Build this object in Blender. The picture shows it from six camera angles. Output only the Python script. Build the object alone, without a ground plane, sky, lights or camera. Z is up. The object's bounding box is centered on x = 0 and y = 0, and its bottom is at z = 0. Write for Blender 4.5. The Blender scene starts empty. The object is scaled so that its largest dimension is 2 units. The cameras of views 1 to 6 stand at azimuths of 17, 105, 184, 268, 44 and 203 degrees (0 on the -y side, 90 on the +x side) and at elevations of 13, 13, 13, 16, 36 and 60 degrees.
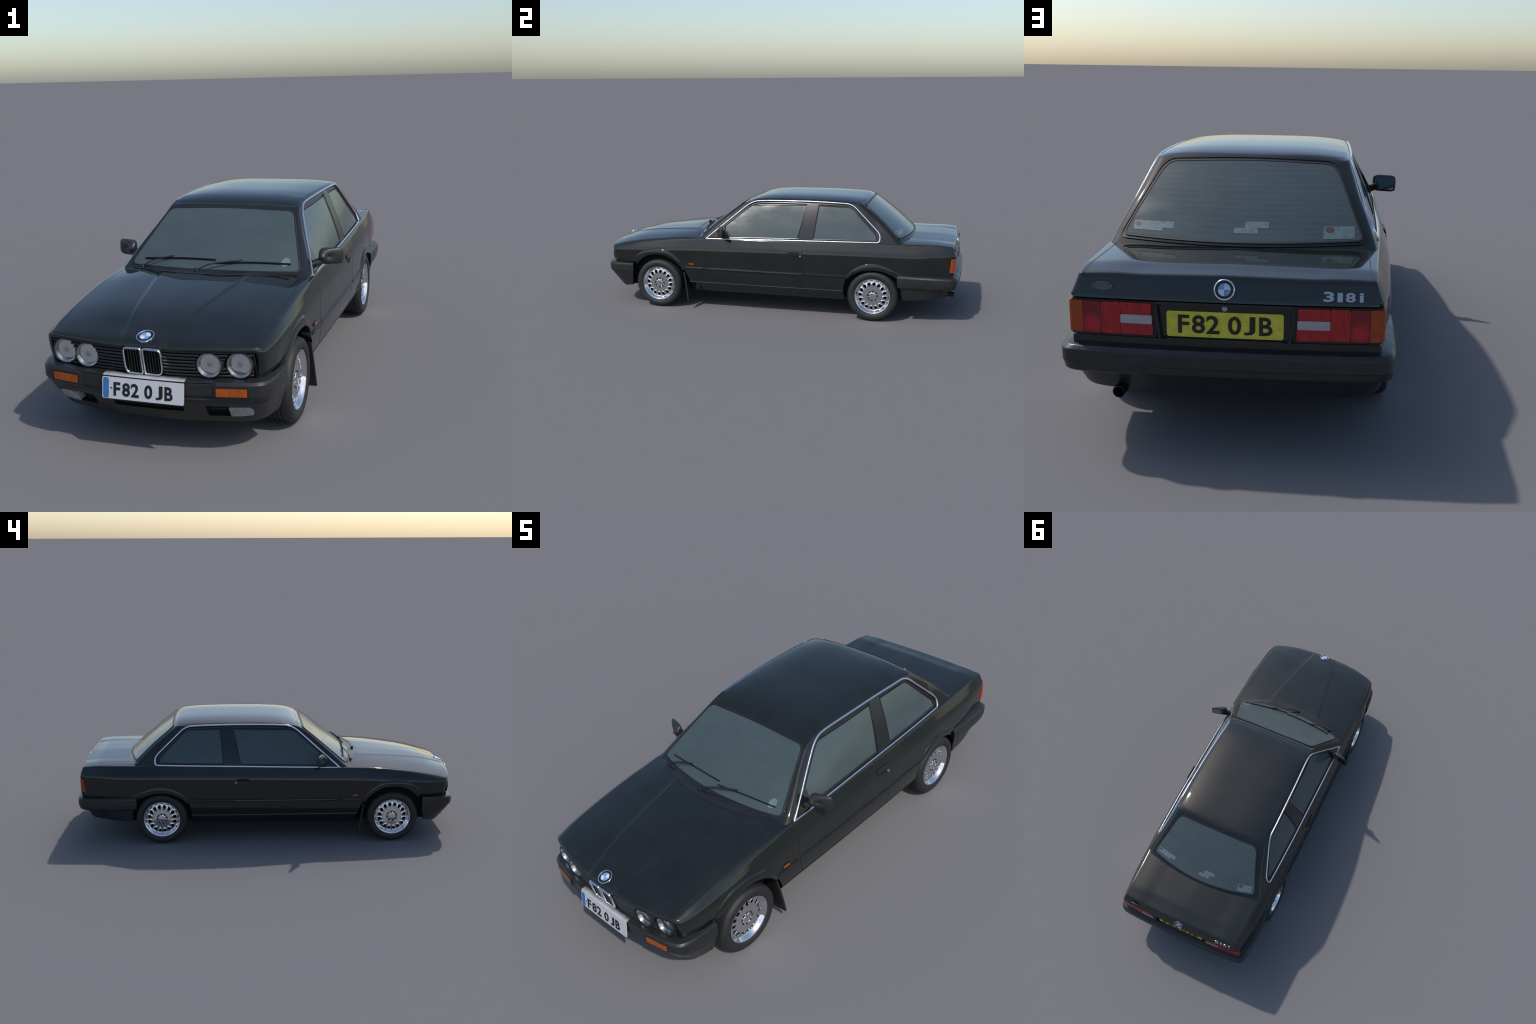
# A dark two-door saloon car of the eighties, built part by part.
# Frame: metres, z up, nose towards -y, tail towards +y.
import bpy, bmesh, math, random
from mathutils import Vector, Matrix
from mathutils.bvhtree import BVHTree

random.seed(7)

# ---------------------------------------------------------------- helpers
def curve(pts):
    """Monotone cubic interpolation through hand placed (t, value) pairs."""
    xs = [p[0] for p in pts]; ys = [p[1] for p in pts]; n = len(xs)
    d = [(ys[i+1]-ys[i])/(xs[i+1]-xs[i]) for i in range(n-1)]
    m = [d[0]] + [0.0 if d[i-1]*d[i] <= 0 else 2*d[i-1]*d[i]/(d[i-1]+d[i]) for i in range(1, n-1)] + [d[-1]]
    def f(x):
        if x <= xs[0]: return ys[0]
        if x >= xs[-1]: return ys[-1]
        k = 0
        while x > xs[k+1]: k += 1
        h = xs[k+1]-xs[k]; t = (x-xs[k])/h
        return ((1+2*t)*(1-t)**2*ys[k] + t*(1-t)**2*h*m[k] + t*t*(3-2*t)*ys[k+1] + t*t*(t-1)*h*m[k+1])
    return f

def lerp(a, b, t): return a+(b-a)*t
def clamp(t, a=0.0, b=1.0): return max(a, min(b, t))
def smooth(t): t = clamp(t); return t*t*(3-2*t)
def mix(p, q, t): return tuple(lerp(a, b, t) for a, b in zip(p, q))

def fillet(pts, radii, arc=5, seg=4, closed=False):
    """Polyline with rounded corners; constant sample count, so lofts stay structured."""
    V = [Vector(p) for p in pts]; n = len(V); out = []
    def cut(i, k):   # point on edge i->k at the corner radius of i
        e = V[k]-V[i]; L = e.length
        return V[i] + e*(min(radii[i], 0.48*L)/L if L > 1e-9 else 0)
    idx = range(n) if closed else range(1, n-1)
    corners = {}
    for i in idx:
        a, b = cut(i, (i-1) % n), cut(i, (i+1) % n)
        corners[i] = [a*(1-t)**2+V[i]*2*t*(1-t)+b*t*t for t in [k/arc for k in range(arc+1)]]
    ends = list(range(n)) if closed else list(range(n-1))
    if not closed: out.append(V[0])
    for i in ends:
        j = (i+1) % n
        s = corners[i][-1] if i in corners else V[i]
        e = corners[j][0] if j in corners else V[j]
        if i in corners and not out: out += corners[i]
        for k in range(1, seg): out.append(s.lerp(e, k/seg))
        out += corners[j] if j in corners else [V[j]]
    if closed: out = out[:-(arc+1)]
    return out

def catmull(pts, per=6, closed=False):
    V = [Vector(p) for p in pts]; n = len(V); out = []
    for i in range(n if closed else n-1):
        if closed: p0, p1, p2, p3 = V[i-1], V[i], V[(i+1) % n], V[(i+2) % n]
        else:
            p1, p2 = V[i], V[i+1]
            p0 = V[i-1] if i else p1*2-p2
            p3 = V[i+2] if i+2 < n else p2*2-p1
        for k in range(per):
            t = k/per
            out.append(0.5*((2*p1)+(p2-p0)*t+(2*p0-5*p1+4*p2-p3)*t*t+(3*p1-p0-3*p2+p3)*t**3))
    if not closed: out.append(V[-1])
    return out

CAR = bpy.data.objects.new("car", None)
bpy.context.collection.objects.link(CAR)
CAR["label"] = "dark two-door saloon car with chrome window trim"
CAR["category"] = "car"

def link(ob, parent=CAR):
    bpy.context.collection.objects.link(ob)
    ob.parent = parent
    return ob

def mesh_data(name, verts, faces, mat, angle=40, outward=False):
    me = bpy.data.meshes.new(name)
    me.from_pydata([tuple(v) for v in verts], [], faces)
    me.validate()
    if outward:
        bm = bmesh.new(); bm.from_mesh(me)
        bmesh.ops.remove_doubles(bm, verts=bm.verts, dist=1e-6)
        bmesh.ops.recalc_face_normals(bm, faces=bm.faces)
        bm.to_mesh(me); bm.free()
    me.materials.append(mat)
    for p in me.polygons: p.use_smooth = True
    if angle is not None: me.set_sharp_from_angle(angle=math.radians(angle))
    me.update()
    return me

def make(name, verts, faces, mat, parent=CAR, angle=40, outward=True):
    return link(bpy.data.objects.new(name, mesh_data(name, verts, faces, mat, angle, outward)), parent)

def grid_faces(n, m, base=0, close_m=False, close_n=False):
    F = []
    for i in range(n if close_n else n-1):
        for j in range(m if close_m else m-1):
            a = base+i*m+j; b = base+i*m+(j+1) % m
            c = base+((i+1) % n)*m+(j+1) % m; d = base+((i+1) % n)*m+j
            F.append((a, b, c, d))
    return F

class Parts:
    """Collects several grids / loops into one mesh."""
    def __init__(s): s.v = []; s.f = []
    def grid(s, G, close_m=False, close_n=False):
        b = len(s.v); n = len(G); m = len(G[0])
        for r in G: s.v += [Vector(p) for p in r]
        s.f += grid_faces(n, m, b, close_m, close_n); return b
    def cap(s, loop):
        b = len(s.v); s.v += [Vector(p) for p in loop]; s.f.append(tuple(range(b, b+len(loop)))); return b
    def fan(s, loop):
        b = len(s.v); s.v += [Vector(p) for p in loop]
        c = sum((Vector(p) for p in loop), Vector())/len(loop); s.v.append(c); n = len(loop)
        for i in range(n): s.f.append((b+i, b+(i+1) % n, b+n))
    def box(s, lo, hi):
        b = len(s.v)
        for x in (lo[0], hi[0]):
            for y in (lo[1], hi[1]):
                for z in (lo[2], hi[2]): s.v.append(Vector((x, y, z)))
        s.f += [tuple(b+k for k in q) for q in ((0,1,3,2),(4,6,7,5),(0,4,5,1),(2,3,7,6),(0,2,6,4),(1,5,7,3))]
    def make(s, name, mat, parent=CAR, angle=40): return make(name, s.v, s.f, mat, parent, angle)

def sweep(path, profile, normals=None, closed=False, P=None, caps=True):
    """Sweep a closed 2D profile (across, out) along a 3D path; normals give 'out'."""
    P = P or Parts(); n = len(path); G = []
    for i in range(n):
        a = path[(i-1) % n] if (closed or i) else path[i]
        b = path[(i+1) % n] if (closed or i < n-1) else path[i]
        t = (b-a).normalized()
        nn = normals[i] if normals else Vector((0, 0, 1))
        if abs(nn.dot(t)) > 0.98: nn = Vector((1, 0, 0))
        bi = t.cross(nn).normalized(); up = bi.cross(t).normalized()
        G.append([path[i]+bi*p[0]+up*p[1] for p in profile])
    P.grid(G, close_m=True, close_n=closed)
    if caps and not closed:
        P.cap(G[0]); P.cap(G[-1])
    return P

def ring(rx, ry, n=10): return [(rx*math.cos(2*math.pi*k/n), ry*math.sin(2*math.pi*k/n)) for k in range(n)]
def bar(w, h, lift=0.0, r=0.3):
    """Half-round bar profile, w across, h proud."""
    return [(-w/2, lift-0.001), (-w/2, lift+h*(1-r)), (-w/2*(1-r), lift+h), (w/2*(1-r), lift+h), (w/2, lift+h*(1-r)), (w/2, lift-0.001)]

def lathe(profile, n=48, axis='x'):
    """profile: list of (axial, radius)."""
    G = []
    for a, r in profile:
        row = []
        for k in range(n):
            t = 2*math.pi*k/n
            if axis == 'x': row.append((a, r*math.cos(t), r*math.sin(t)))
            elif axis == 'y': row.append((r*math.cos(t), a, r*math.sin(t)))
            else: row.append((r*math.cos(t), r*math.sin(t), a))
        G.append(row)
    return G

# ---------------------------------------------------------------- materials
def material(name, base, rough=0.4, metal=0.0, vary=0.0, scale=40.0, tint=None, bump=0.0, bump_scale=300.0,
             rough_vary=0.0, coat=0.0, ior=1.5, stretch=(1, 1, 1)):
    m = bpy.data.materials.new(name); m.use_nodes = True
    nt = m.node_tree; N = nt.nodes; L = nt.links
    b = N["Principled BSDF"]
    b.inputs["Base Color"].default_value = (*base, 1); b.inputs["Roughness"].default_value = rough
    b.inputs["Metallic"].default_value = metal; b.inputs["IOR"].default_value = ior
    b.inputs["Coat Weight"].default_value = coat; b.inputs["Coat Roughness"].default_value = 0.03
    tc = N.new("ShaderNodeTexCoord"); mp = N.new("ShaderNodeMapping"); mp.inputs["Scale"].default_value = stretch
    L.new(tc.outputs["Object"], mp.inputs["Vector"])
    if vary or rough_vary:
        nz = N.new("ShaderNodeTexNoise"); nz.inputs["Scale"].default_value = scale
        nz.inputs["Detail"].default_value = 5; nz.inputs["Roughness"].default_value = 0.6
        L.new(mp.outputs["Vector"], nz.inputs["Vector"])
    if vary:
        rp = N.new("ShaderNodeValToRGB")
        t = tint or base
        rp.color_ramp.elements[0].position = 0.3; rp.color_ramp.elements[1].position = 0.75
        rp.color_ramp.elements[0].color = (*[c*(1-vary) for c in base], 1)
        rp.color_ramp.elements[1].color = (*[c*(1+vary) for c in t], 1)
        L.new(nz.outputs["Fac"], rp.inputs["Fac"]); L.new(rp.outputs["Color"], b.inputs["Base Color"])
    if rough_vary:
        mr = N.new("ShaderNodeMapRange")
        mr.inputs["From Min"].default_value = 0.3; mr.inputs["From Max"].default_value = 0.7
        mr.inputs["To Min"].default_value = max(0, rough-rough_vary); mr.inputs["To Max"].default_value = rough+rough_vary
        L.new(nz.outputs["Fac"], mr.inputs["Value"]); L.new(mr.outputs["Result"], b.inputs["Roughness"])
    if bump:
        n2 = N.new("ShaderNodeTexNoise"); n2.inputs["Scale"].default_value = bump_scale; n2.inputs["Detail"].default_value = 3
        L.new(mp.outputs["Vector"], n2.inputs["Vector"])
        bp = N.new("ShaderNodeBump"); bp.inputs["Strength"].default_value = bump; bp.inputs["Distance"].default_value = 0.002
        L.new(n2.outputs["Fac"], bp.inputs["Height"]); L.new(bp.outputs["Normal"], b.inputs["Normal"])
    return m

PAINT = material("black_paint", (0.0118, 0.0143, 0.0130), 0.045, vary=0.25, scale=9, rough_vary=0.02, bump=0.012, bump_scale=14, coat=0.12)
TRIM = material("gloss_black_trim", (0.016, 0.017, 0.018), 0.22, vary=0.2, scale=30)
PLASTIC = material("bumper_plastic", (0.0175, 0.0185, 0.019), 0.33, vary=0.2, scale=25, rough_vary=0.08, bump=0.05, bump_scale=500)
RUBBER = material("seal_rubber", (0.008, 0.008, 0.009), 0.6)
TYRE = material("tyre_rubber", (0.017, 0.018, 0.018), 0.6, vary=0.2, scale=60, bump=0.15, bump_scale=250)
MIRRORSHELL = material("satin_mirror_shell", (0.022, 0.024, 0.026), 0.42, vary=0.1, scale=20)
DARK = material("matt_black_cavity", (0.006, 0.006, 0.0065), 0.85)
GLASS = material("tinted_glass", (0.060, 0.083, 0.085), 0.14, vary=0.10, scale=7, rough_vary=0.08, bump=0.09, bump_scale=16, stretch=(1, 1, 2.5))
CHROME = material("chrome", (0.72, 0.72, 0.76), 0.14, metal=1.0, rough_vary=0.08, scale=120, bump=0.25, bump_scale=90)
ALLOY = material("polished_alloy", (0.78, 0.78, 0.80), 0.08, metal=1.0, rough_vary=0.05, scale=80, bump=0.01, bump_scale=60)
MIRRORGLASS = material("mirror_glass", (0.22, 0.29, 0.34), 0.06, metal=1.0)
REFLECTOR = material("lamp_reflector", (0.48, 0.49, 0.49), 0.18, metal=1.0, vary=0.25, scale=90, bump=0.1, bump_scale=200)
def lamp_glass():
    """Silvery lamp face: darker spot in the middle, brighter ring, darker rim."""
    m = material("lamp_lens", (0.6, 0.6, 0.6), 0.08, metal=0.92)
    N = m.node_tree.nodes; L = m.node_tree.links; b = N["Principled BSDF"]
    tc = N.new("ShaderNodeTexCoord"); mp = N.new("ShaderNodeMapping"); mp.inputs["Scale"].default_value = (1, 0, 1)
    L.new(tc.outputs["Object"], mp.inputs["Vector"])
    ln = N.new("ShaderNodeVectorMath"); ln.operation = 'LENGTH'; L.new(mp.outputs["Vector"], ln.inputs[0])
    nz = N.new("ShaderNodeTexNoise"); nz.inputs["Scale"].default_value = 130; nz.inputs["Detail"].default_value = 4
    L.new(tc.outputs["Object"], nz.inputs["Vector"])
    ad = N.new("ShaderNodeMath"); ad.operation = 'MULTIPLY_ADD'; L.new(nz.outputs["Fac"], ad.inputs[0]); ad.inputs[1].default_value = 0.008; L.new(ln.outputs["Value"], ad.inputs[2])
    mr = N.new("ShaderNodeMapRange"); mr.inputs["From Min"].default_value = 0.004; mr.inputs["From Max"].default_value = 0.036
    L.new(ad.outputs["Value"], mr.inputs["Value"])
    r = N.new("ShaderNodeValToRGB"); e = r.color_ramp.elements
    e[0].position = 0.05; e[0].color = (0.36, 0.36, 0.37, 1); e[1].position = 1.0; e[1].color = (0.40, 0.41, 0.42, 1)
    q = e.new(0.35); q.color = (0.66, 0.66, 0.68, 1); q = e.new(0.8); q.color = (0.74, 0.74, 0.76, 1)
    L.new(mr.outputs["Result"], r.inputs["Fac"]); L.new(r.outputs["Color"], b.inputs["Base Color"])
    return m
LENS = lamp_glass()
FOG = material("ribbed_clear_lens", (0.30, 0.30, 0.31), 0.25, vary=0.25, scale=60, bump=0.5, bump_scale=160, stretch=(1, 1, 0.2))
AMBER = material("amber_lens", (0.34, 0.070, 0.006), 0.18, vary=0.25, scale=70, bump=0.4, bump_scale=260, stretch=(1, 1, 0.15))
AMBERREAR = material("orange_lens", (0.32, 0.046, 0.006), 0.2, vary=0.15, scale=70, bump=0.15, bump_scale=260)
RED = material("red_lens", (0.36, 0.012, 0.016), 0.2, vary=0.35, scale=45, bump=0.3, bump_scale=240, stretch=(3, 1, .6))
def bulb_lens():
    """Dark red lens with a brighter round bulb window at one place."""
    m = material("dark_red_bulb_lens", (0.085, 0.006, 0.008), 0.2, bump=0.2, bump_scale=240)
    N = m.node_tree.nodes; L = m.node_tree.links; b = N["Principled BSDF"]
    tc = N.new("ShaderNodeTexCoord"); ab = N.new("ShaderNodeVectorMath"); ab.operation = 'ABSOLUTE'
    L.new(tc.outputs["Object"], ab.inputs[0])
    di = N.new("ShaderNodeVectorMath"); di.operation = 'DISTANCE'; L.new(ab.outputs["Vector"], di.inputs[0])
    di.inputs[1].default_value = (0.288, 0.978, 0.296)
    r = N.new("ShaderNodeValToRGB"); r.color_ramp.elements[0].position = 0.010; r.color_ramp.elements[1].position = 0.026
    r.color_ramp.elements[0].color = (0.42, 0.014, 0.020, 1); r.color_ramp.elements[1].color = (0.17, 0.010, 0.014, 1)
    L.new(di.outputs["Value"], r.inputs["Fac"]); L.new(r.outputs["Color"], b.inputs["Base Color"])
    return m
REDGLOW = bulb_lens()
REVERSE = material("clear_ribbed_lens", (0.36, 0.31, 0.33), 0.2, vary=0.15, scale=80, bump=0.4, bump_scale=200, stretch=(0.2, 1, 1))
WHITE = material("white_plate", (0.56, 0.57, 0.60), 0.3, vary=0.06, scale=30)
YELLOW = material("yellow_plate", (0.60, 0.53, 0.050), 0.35, vary=0.18, scale=60)
BLUE = material("blue_band", (0.035, 0.16, 0.42), 0.3, vary=0.12, scale=60)
INK = material("black_lettering", (0.008, 0.008, 0.009), 0.4)
BADGE = material("silver_badge", (0.34, 0.37, 0.40), 0.3, metal=0.6)
BADGEBLUE = material("badge_blue", (0.16, 0.28, 0.52), 0.25, vary=0.3, scale=80)
BADGEWHITE = material("badge_white", (0.55, 0.63, 0.74), 0.25, vary=0.2, scale=80)
STICKER = material("pale_sticker", (0.140, 0.190, 0.195), 0.2, vary=0.25, scale=90)
STICKERRED = material("red_sticker_mark", (0.13, 0.055, 0.065), 0.2)
FADED = material("faded_badge_mark", (0.095, 0.105, 0.110), 0.3, vary=0.7, scale=220)
def bleed_material():
    """Silver at the plate's edge, wearing off to black plastic further back."""
    m = material("plate_bleed_silver", (0.4, 0.4, 0.4), 0.35)
    N = m.node_tree.nodes; L = m.node_tree.links; b = N["Principled BSDF"]
    tc = N.new("ShaderNodeTexCoord"); sp = N.new("ShaderNodeSeparateXYZ"); L.new(tc.outputs["Object"], sp.inputs[0])
    nz = N.new("ShaderNodeTexNoise"); nz.inputs["Scale"].default_value = 30; L.new(tc.outputs["Object"], nz.inputs["Vector"])
    ad = N.new("ShaderNodeMath"); ad.operation = 'MULTIPLY_ADD'; L.new(nz.outputs["Fac"], ad.inputs[0]); ad.inputs[1].default_value = 0.014; L.new(sp.outputs["Y"], ad.inputs[2])
    mr = N.new("ShaderNodeMapRange"); mr.inputs["From Min"].default_value = -0.985; mr.inputs["From Max"].default_value = -0.966
    L.new(ad.outputs["Value"], mr.inputs["Value"])
    r = N.new("ShaderNodeValToRGB"); r.color_ramp.elements[0].color = (0.50, 0.50, 0.51, 1); r.color_ramp.elements[1].color = (0.022, 0.023, 0.024, 1)
    L.new(mr.outputs["Result"], r.inputs["Fac"]); L.new(r.outputs["Color"], b.inputs["Base Color"])
    return m
PLATEBLEED = bleed_material()
STEEL = material("dark_steel", (0.012, 0.013, 0.014), 0.4, metal=0.3)

# ---------------------------------------------------------------- lower body shell
Y0, Y1 = -0.985, 0.985
def bow_front(x): return 0.047*(abs(x)/0.31)**2.4
def bow_rear(x): return 0.010*(abs(x)/0.32)**2.5
def s_front(y): return smooth((-0.40-y)/0.585)
def s_rear(y): return smooth((y-0.62)/0.36)
def warp(x, y, z):
    """Plan bow of nose and tail, forward lean of the nose, slope of the boot's rear face."""
    sf, sr = s_front(y), s_rear(y)
    y += sf*(bow_front(x)+(0.325-z)*0.17)
    lean = 0.017*smooth((0.356-z)/0.005)+0.32*max(0.0, z-0.352) + 0.05*max(0.0, 0.30-z)
    y -= sr*(bow_rear(x)+lean)
    return Vector((x, y, z))
def front_y(x, z): return warp(x, Y0, z).y
def rear_y(x, z): return warp(x, Y1, z).y

half_width = curve([(-0.945,.332),(-0.92,.342),(-0.90,.348),(-0.85,.357),(-0.78,.362),(-0.65,.368),(-0.45,.371),(-0.1,.375),(0.2,.376),
                    (0.45,.373),(0.65,.367),(0.8,.360),(0.9,.350),(0.95,.343),(0.975,.337)])
shoulder_x = curve([(-0.945,.321),(-0.866,.330),(-0.70,.339),(-0.5,.347),(-0.36,.350),(0.2,.351),(0.45,.346),(0.6,.338),(0.8,.328),(0.95,.322),(0.98,.318)])
shoulder_z = curve([(-0.945,.326),(-0.90,.337),(-0.853,.349),(-0.713,.373),(-0.509,.394),(-0.36,.399),(0.2,.406),(0.6,.412),(0.9,.412),(0.955,.4075),(0.98,.404)])
crease_z = curve([(-0.93,.318),(-0.85,.328),(-0.7,.333),(0.633,.359),(0.97,.357)])
ridge_x = curve([(-0.985,.062),(-0.555,.137),(-0.40,.160),(0.6,.16),(0.98,.16)])
ridge_z = curve([(-0.985,.332),(-0.962,.345),(-0.926,.355),(-0.845,.376),(-0.765,.390),(-0.6,.408),(-0.507,.4155),(-0.42,.419),(0.0,.418),(0.7,.4185),(0.9,.4165),(0.95,.411),(0.985,.4075)])
middle_up = curve([(-0.985,.002),(-0.9,.002),(-0.5,.0015),(0.7,.003),(0.98,.002)])
under_z = curve([(-0.80,.215),(-0.72,.20),(-0.56,.113),(0.44,.113),(0.62,.20),(0.70,.205)])

def section(y):
    ya = y+s_front(y)*bow_front(0.33)-s_rear(y)*bow_rear(0.33)
    d = min(y-Y0, 99); r = 0.010; inset = 0.0
    if d < r: inset = r-math.sqrt(max(0, r*r-(r-d)**2))
    d = Y1-y; r2 = 0.006
    if d < r2: inset = r2-math.sqrt(max(0, r2*r2-(r2-d)**2))
    w = half_width(ya)-inset; xs = shoulder_x(ya)-inset; zs = shoulder_z(ya)-inset
    zc = crease_z(ya); zb = under_z(ya)
    k = (zc-zb)/(zc-0.113)
    Z = lambda z: zb+(z-0.113)*k
    xk, zk = ridge_x(y), ridge_z(y)-inset; zm = zk+middle_up(y)
    bonnet = smooth((-0.40-y)/0.1)
    xq = lerp(xk, xs, 0.55)
    zq = lerp(zk, zs, 0.55)+lerp(.0025, .0030, bonnet)
    pts = [(w-0.072, Z(0.095)), (w-0.053, Z(0.095)), (w-0.0085, Z(0.1515)), (w-0.0105, Z(0.1555)), (w-0.002, Z(0.205)),
           (w, zc-0.004), (xs, zs), (xq, zq), (xk+lerp(.03, .010, bonnet), zk-lerp(.0008, .0024, bonnet)), (xk, zk), (0.0, zm)]
    rad = [0, .006, .002, .002, .05, .018, lerp(.006, .014, bonnet), .10, lerp(.02, .006, bonnet), lerp(.05, .005, bonnet), 0]
    return fillet(pts, rad, arc=6, seg=5)

def stations():
    ys = [Y0+t for t in (0, .0008, .002, .004, .0065, .010)]
    y = Y0+0.016
    marks = [-0.365, 0.2]
    while y < Y1-0.012:
        ys.append(y); y += 0.0095
    ys += [Y1-t for t in (.008, .006, .004, .0022, .0009, 0)]
    ys = [y for y in ys if min(abs(y-m) for m in marks) > 0.003]+marks
    return sorted(ys)
ST = stations()
HALF = [[warp(p[0], y, p[1]) for p in section(y)] for y in ST]
NS, NJ = len(HALF), len(HALF[0])

def bvh_of(verts, faces): return BVHTree.FromPolygons([tuple(v) for v in verts], faces)
BODY_BVH = bvh_of([p for r in HALF for p in r], grid_faces(NS, NJ))
def side_hit(y, z):
    """Point and outward normal of the right-hand body side at (y, z)."""
    h = BODY_BVH.ray_cast(Vector((1, y, z)), Vector((-1, 0, 0)))
    if h[0] is None: return Vector((0.36, y, z)), Vector((1, 0, 0))
    n = h[1]; n = n if n.x > 0 else -n
    return h[0], n
def top_hit(x, y):
    h = BODY_BVH.ray_cast(Vector((abs(x), y, 2)), Vector((0, 0, -1)))
    n = h[1]; n = n if n.z > 0 else -n
    p = h[0]
    if x < 0: p = Vector((-p.x, p.y, p.z)); n = Vector((-n.x, n.y, n.z))
    return p, n

# wheel arch openings as radius over angle, about the hubs
FRONT_HUB, REAR_HUB, HUB_Z = -0.643, 0.557, 0.1335
front_hole = curve([(-180,.185),(0,.185),(30,.178),(45,.178),(140,.178),(150,.183),(180,.178),(200,.178)])
rear_hole = curve([(-180,.160),(0,.163),(30,.166),(42,.166),(58,.158),(90,.152),(125,.160),(142,.167),(180,.155),(200,.155)])
def arch_value(y, z):
    v = []
    for hub, f in ((FRONT_HUB, front_hole), (REAR_HUB, rear_hole)):
        a = math.degrees(math.atan2(z-HUB_Z, y-hub))
        if z < HUB_Z: v.append(abs(y-hub)-f(0 if y > hub else 180))
        else: v.append(math.hypot(y-hub, z-HUB_Z)-f(a))
    return min(v)

def build_body():
    top_j = NJ
    P = [[p.copy() for p in r] for r in HALF]
    val = {}
    limit = next(j for j in range(NJ) if HALF[NS//2][j].z > 0.39)
    for i in range(NS):
        for j in range(limit): val[i, j] = arch_value(P[i][j].y, P[i][j].z)
    # snap the nearer end of every grid edge that crosses the opening's rim
    cand = {}
    for (i, j), v in val.items():
        for q in ((i+1, j), (i, j+1)):
            if q in val and v*val[q] < 0:
                t = v/(v-val[q])
                who, tt, other = ((i, j), t, q) if t < 0.5 else (q, 1-t, (i, j))
                if who not in cand or tt < cand[who][0]: cand[who] = (tt, other)
    new = {w: HALF[w[0]][w[1]].lerp(HALF[o[0]][o[1]], t) for w, (t, o) in cand.items()}
    for w, p in new.items(): P[w[0]][w[1]] = p; val[w] = 0.0
    faces = []
    for i in range(NS-1):
        for j in range(NJ-1):
            q = [(i, j), (i, j+1), (i+1, j+1), (i+1, j)]
            s = [val.get(c, 1.0) for c in q]
            if all(v >= 0 for v in s): faces.append(q); continue
            if all(v <= 0 for v in s): continue
            for tris in (((0, 1, 2), (0, 2, 3)), ((0, 1, 3), (1, 2, 3))):
                ok = all(min(s[k] for k in t) >= 0 or max(s[k] for k in t) <= 0 for t in tris)
                if ok: break
            for t in tris:
                if min(s[k] for k in t) >= 0: faces.append([q[k] for k in t])
    verts = []; index = {}
    def vid(i, j, side):
        key = (i, j, 0 if j == NJ-1 else side)
        if key not in index:
            p = P[i][j]; index[key] = len(verts); verts.append(Vector((p.x*side if j < NJ-1 else 0.0, p.y, p.z)))
        return index[key]
    F = []
    for q in faces:
        F.append([vid(i, j, 1) for i, j in q])
        F.append([vid(i, j, -1) for i, j in reversed(q)])
    # nose: thin lip around a recess for the grille; tail: flat closing panel
    def close(i, loops, sign):
        loop = [vid(i, j, 1) for j in range(NJ)]+[vid(i, j, -1) for j in reversed(range(NJ-1))]
        base = [section(ST[i])[j] for j in range(NJ)]
        base = [(p[0], p[1]) for p in base]+[(-base[j][0], base[j][1]) for j in reversed(range(NJ-1))]
        prev = loop
        for scale, back in loops:
            cur = []
            for x, z in base:
                zz = 0.27+(z-0.27)*scale
                cur.append(len(verts)); verts.append(warp(x*scale, ST[i]+back, zz))
            for a in range(len(prev)-1):
                F.append([prev[a], prev[a+1], cur[a+1], cur[a]][::sign])
            prev = cur
        F.append(list(prev)[::sign])
    close(0, [(0.975, 0.001), (0.97, 0.040)], -1)
    close(NS-1, [(0.985, 0), (0.97, -.03)], 1)
    me = bpy.data.meshes.new("whole_body"); me.from_pydata(verts, [], F); me.validate()
    bm = bmesh.new(); bm.from_mesh(me)
    bmesh.ops.remove_doubles(bm, verts=bm.verts, dist=1e-7)
    bmesh.ops.recalc_face_normals(bm, faces=bm.faces)
    bm.to_mesh(me); bm.free()
    return me

def region(c, n):
    x, y, z = abs(c.x), c.y, c.z
    if y < -0.40 and x < 0.318 and n.z > 0.55: return "bonnet"
    if y > 0.70 and x < 0.309 and z > 0.352 and (n.z > 0.5 or n.y > 0.5): return "boot_lid"
    if y < -0.93+0.12*(x/0.3)**2 and abs(n.y) > 0.6: return "front_panel"
    if n.y > 0.7 and y > 0.9: return "rear_panel"
    if x > 0.31 or z < 0.3:
        if y < -0.365: return "fender"
        if y > 0.2: return "rear_quarter"
        return "sill" if z < 0.1535 else "door"
    return "inner_deck"

def split(me, classify, names_both_sides, mat):
    """Cut one smooth surface into named panels that keep the whole surface's normals."""
    normals = [v.normal.copy() for v in me.vertices]
    groups = {}
    for p in me.polygons:
        nm = classify(p.center, p.normal)
        key = (nm, p.center.x > 0) if nm in names_both_sides else (nm, True)
        groups.setdefault(key, []).append(p)
    out = {}
    for (nm, right), polys in groups.items():
        ids = {}; vs = []; ns = []; fs = []
        for p in polys:
            f = []
            for vi in p.vertices:
                if vi not in ids: ids[vi] = len(vs); vs.append(me.vertices[vi].co.copy()); ns.append(normals[vi])
                f.append(ids[vi])
            fs.append(f)
        m2 = bpy.data.meshes.new(nm); m2.from_pydata(vs, [], fs)
        m2.materials.append(mat)
        for p in m2.polygons: p.use_smooth = True
        m2.normals_split_custom_set_from_vertices(ns)
        m2.update()
        out[nm, right] = link(bpy.data.objects.new(nm, m2))
    return out

BODY = build_body()
PANELS = split(BODY, region, {"fender", "rear_quarter", "door", "sill"}, PAINT)

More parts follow.
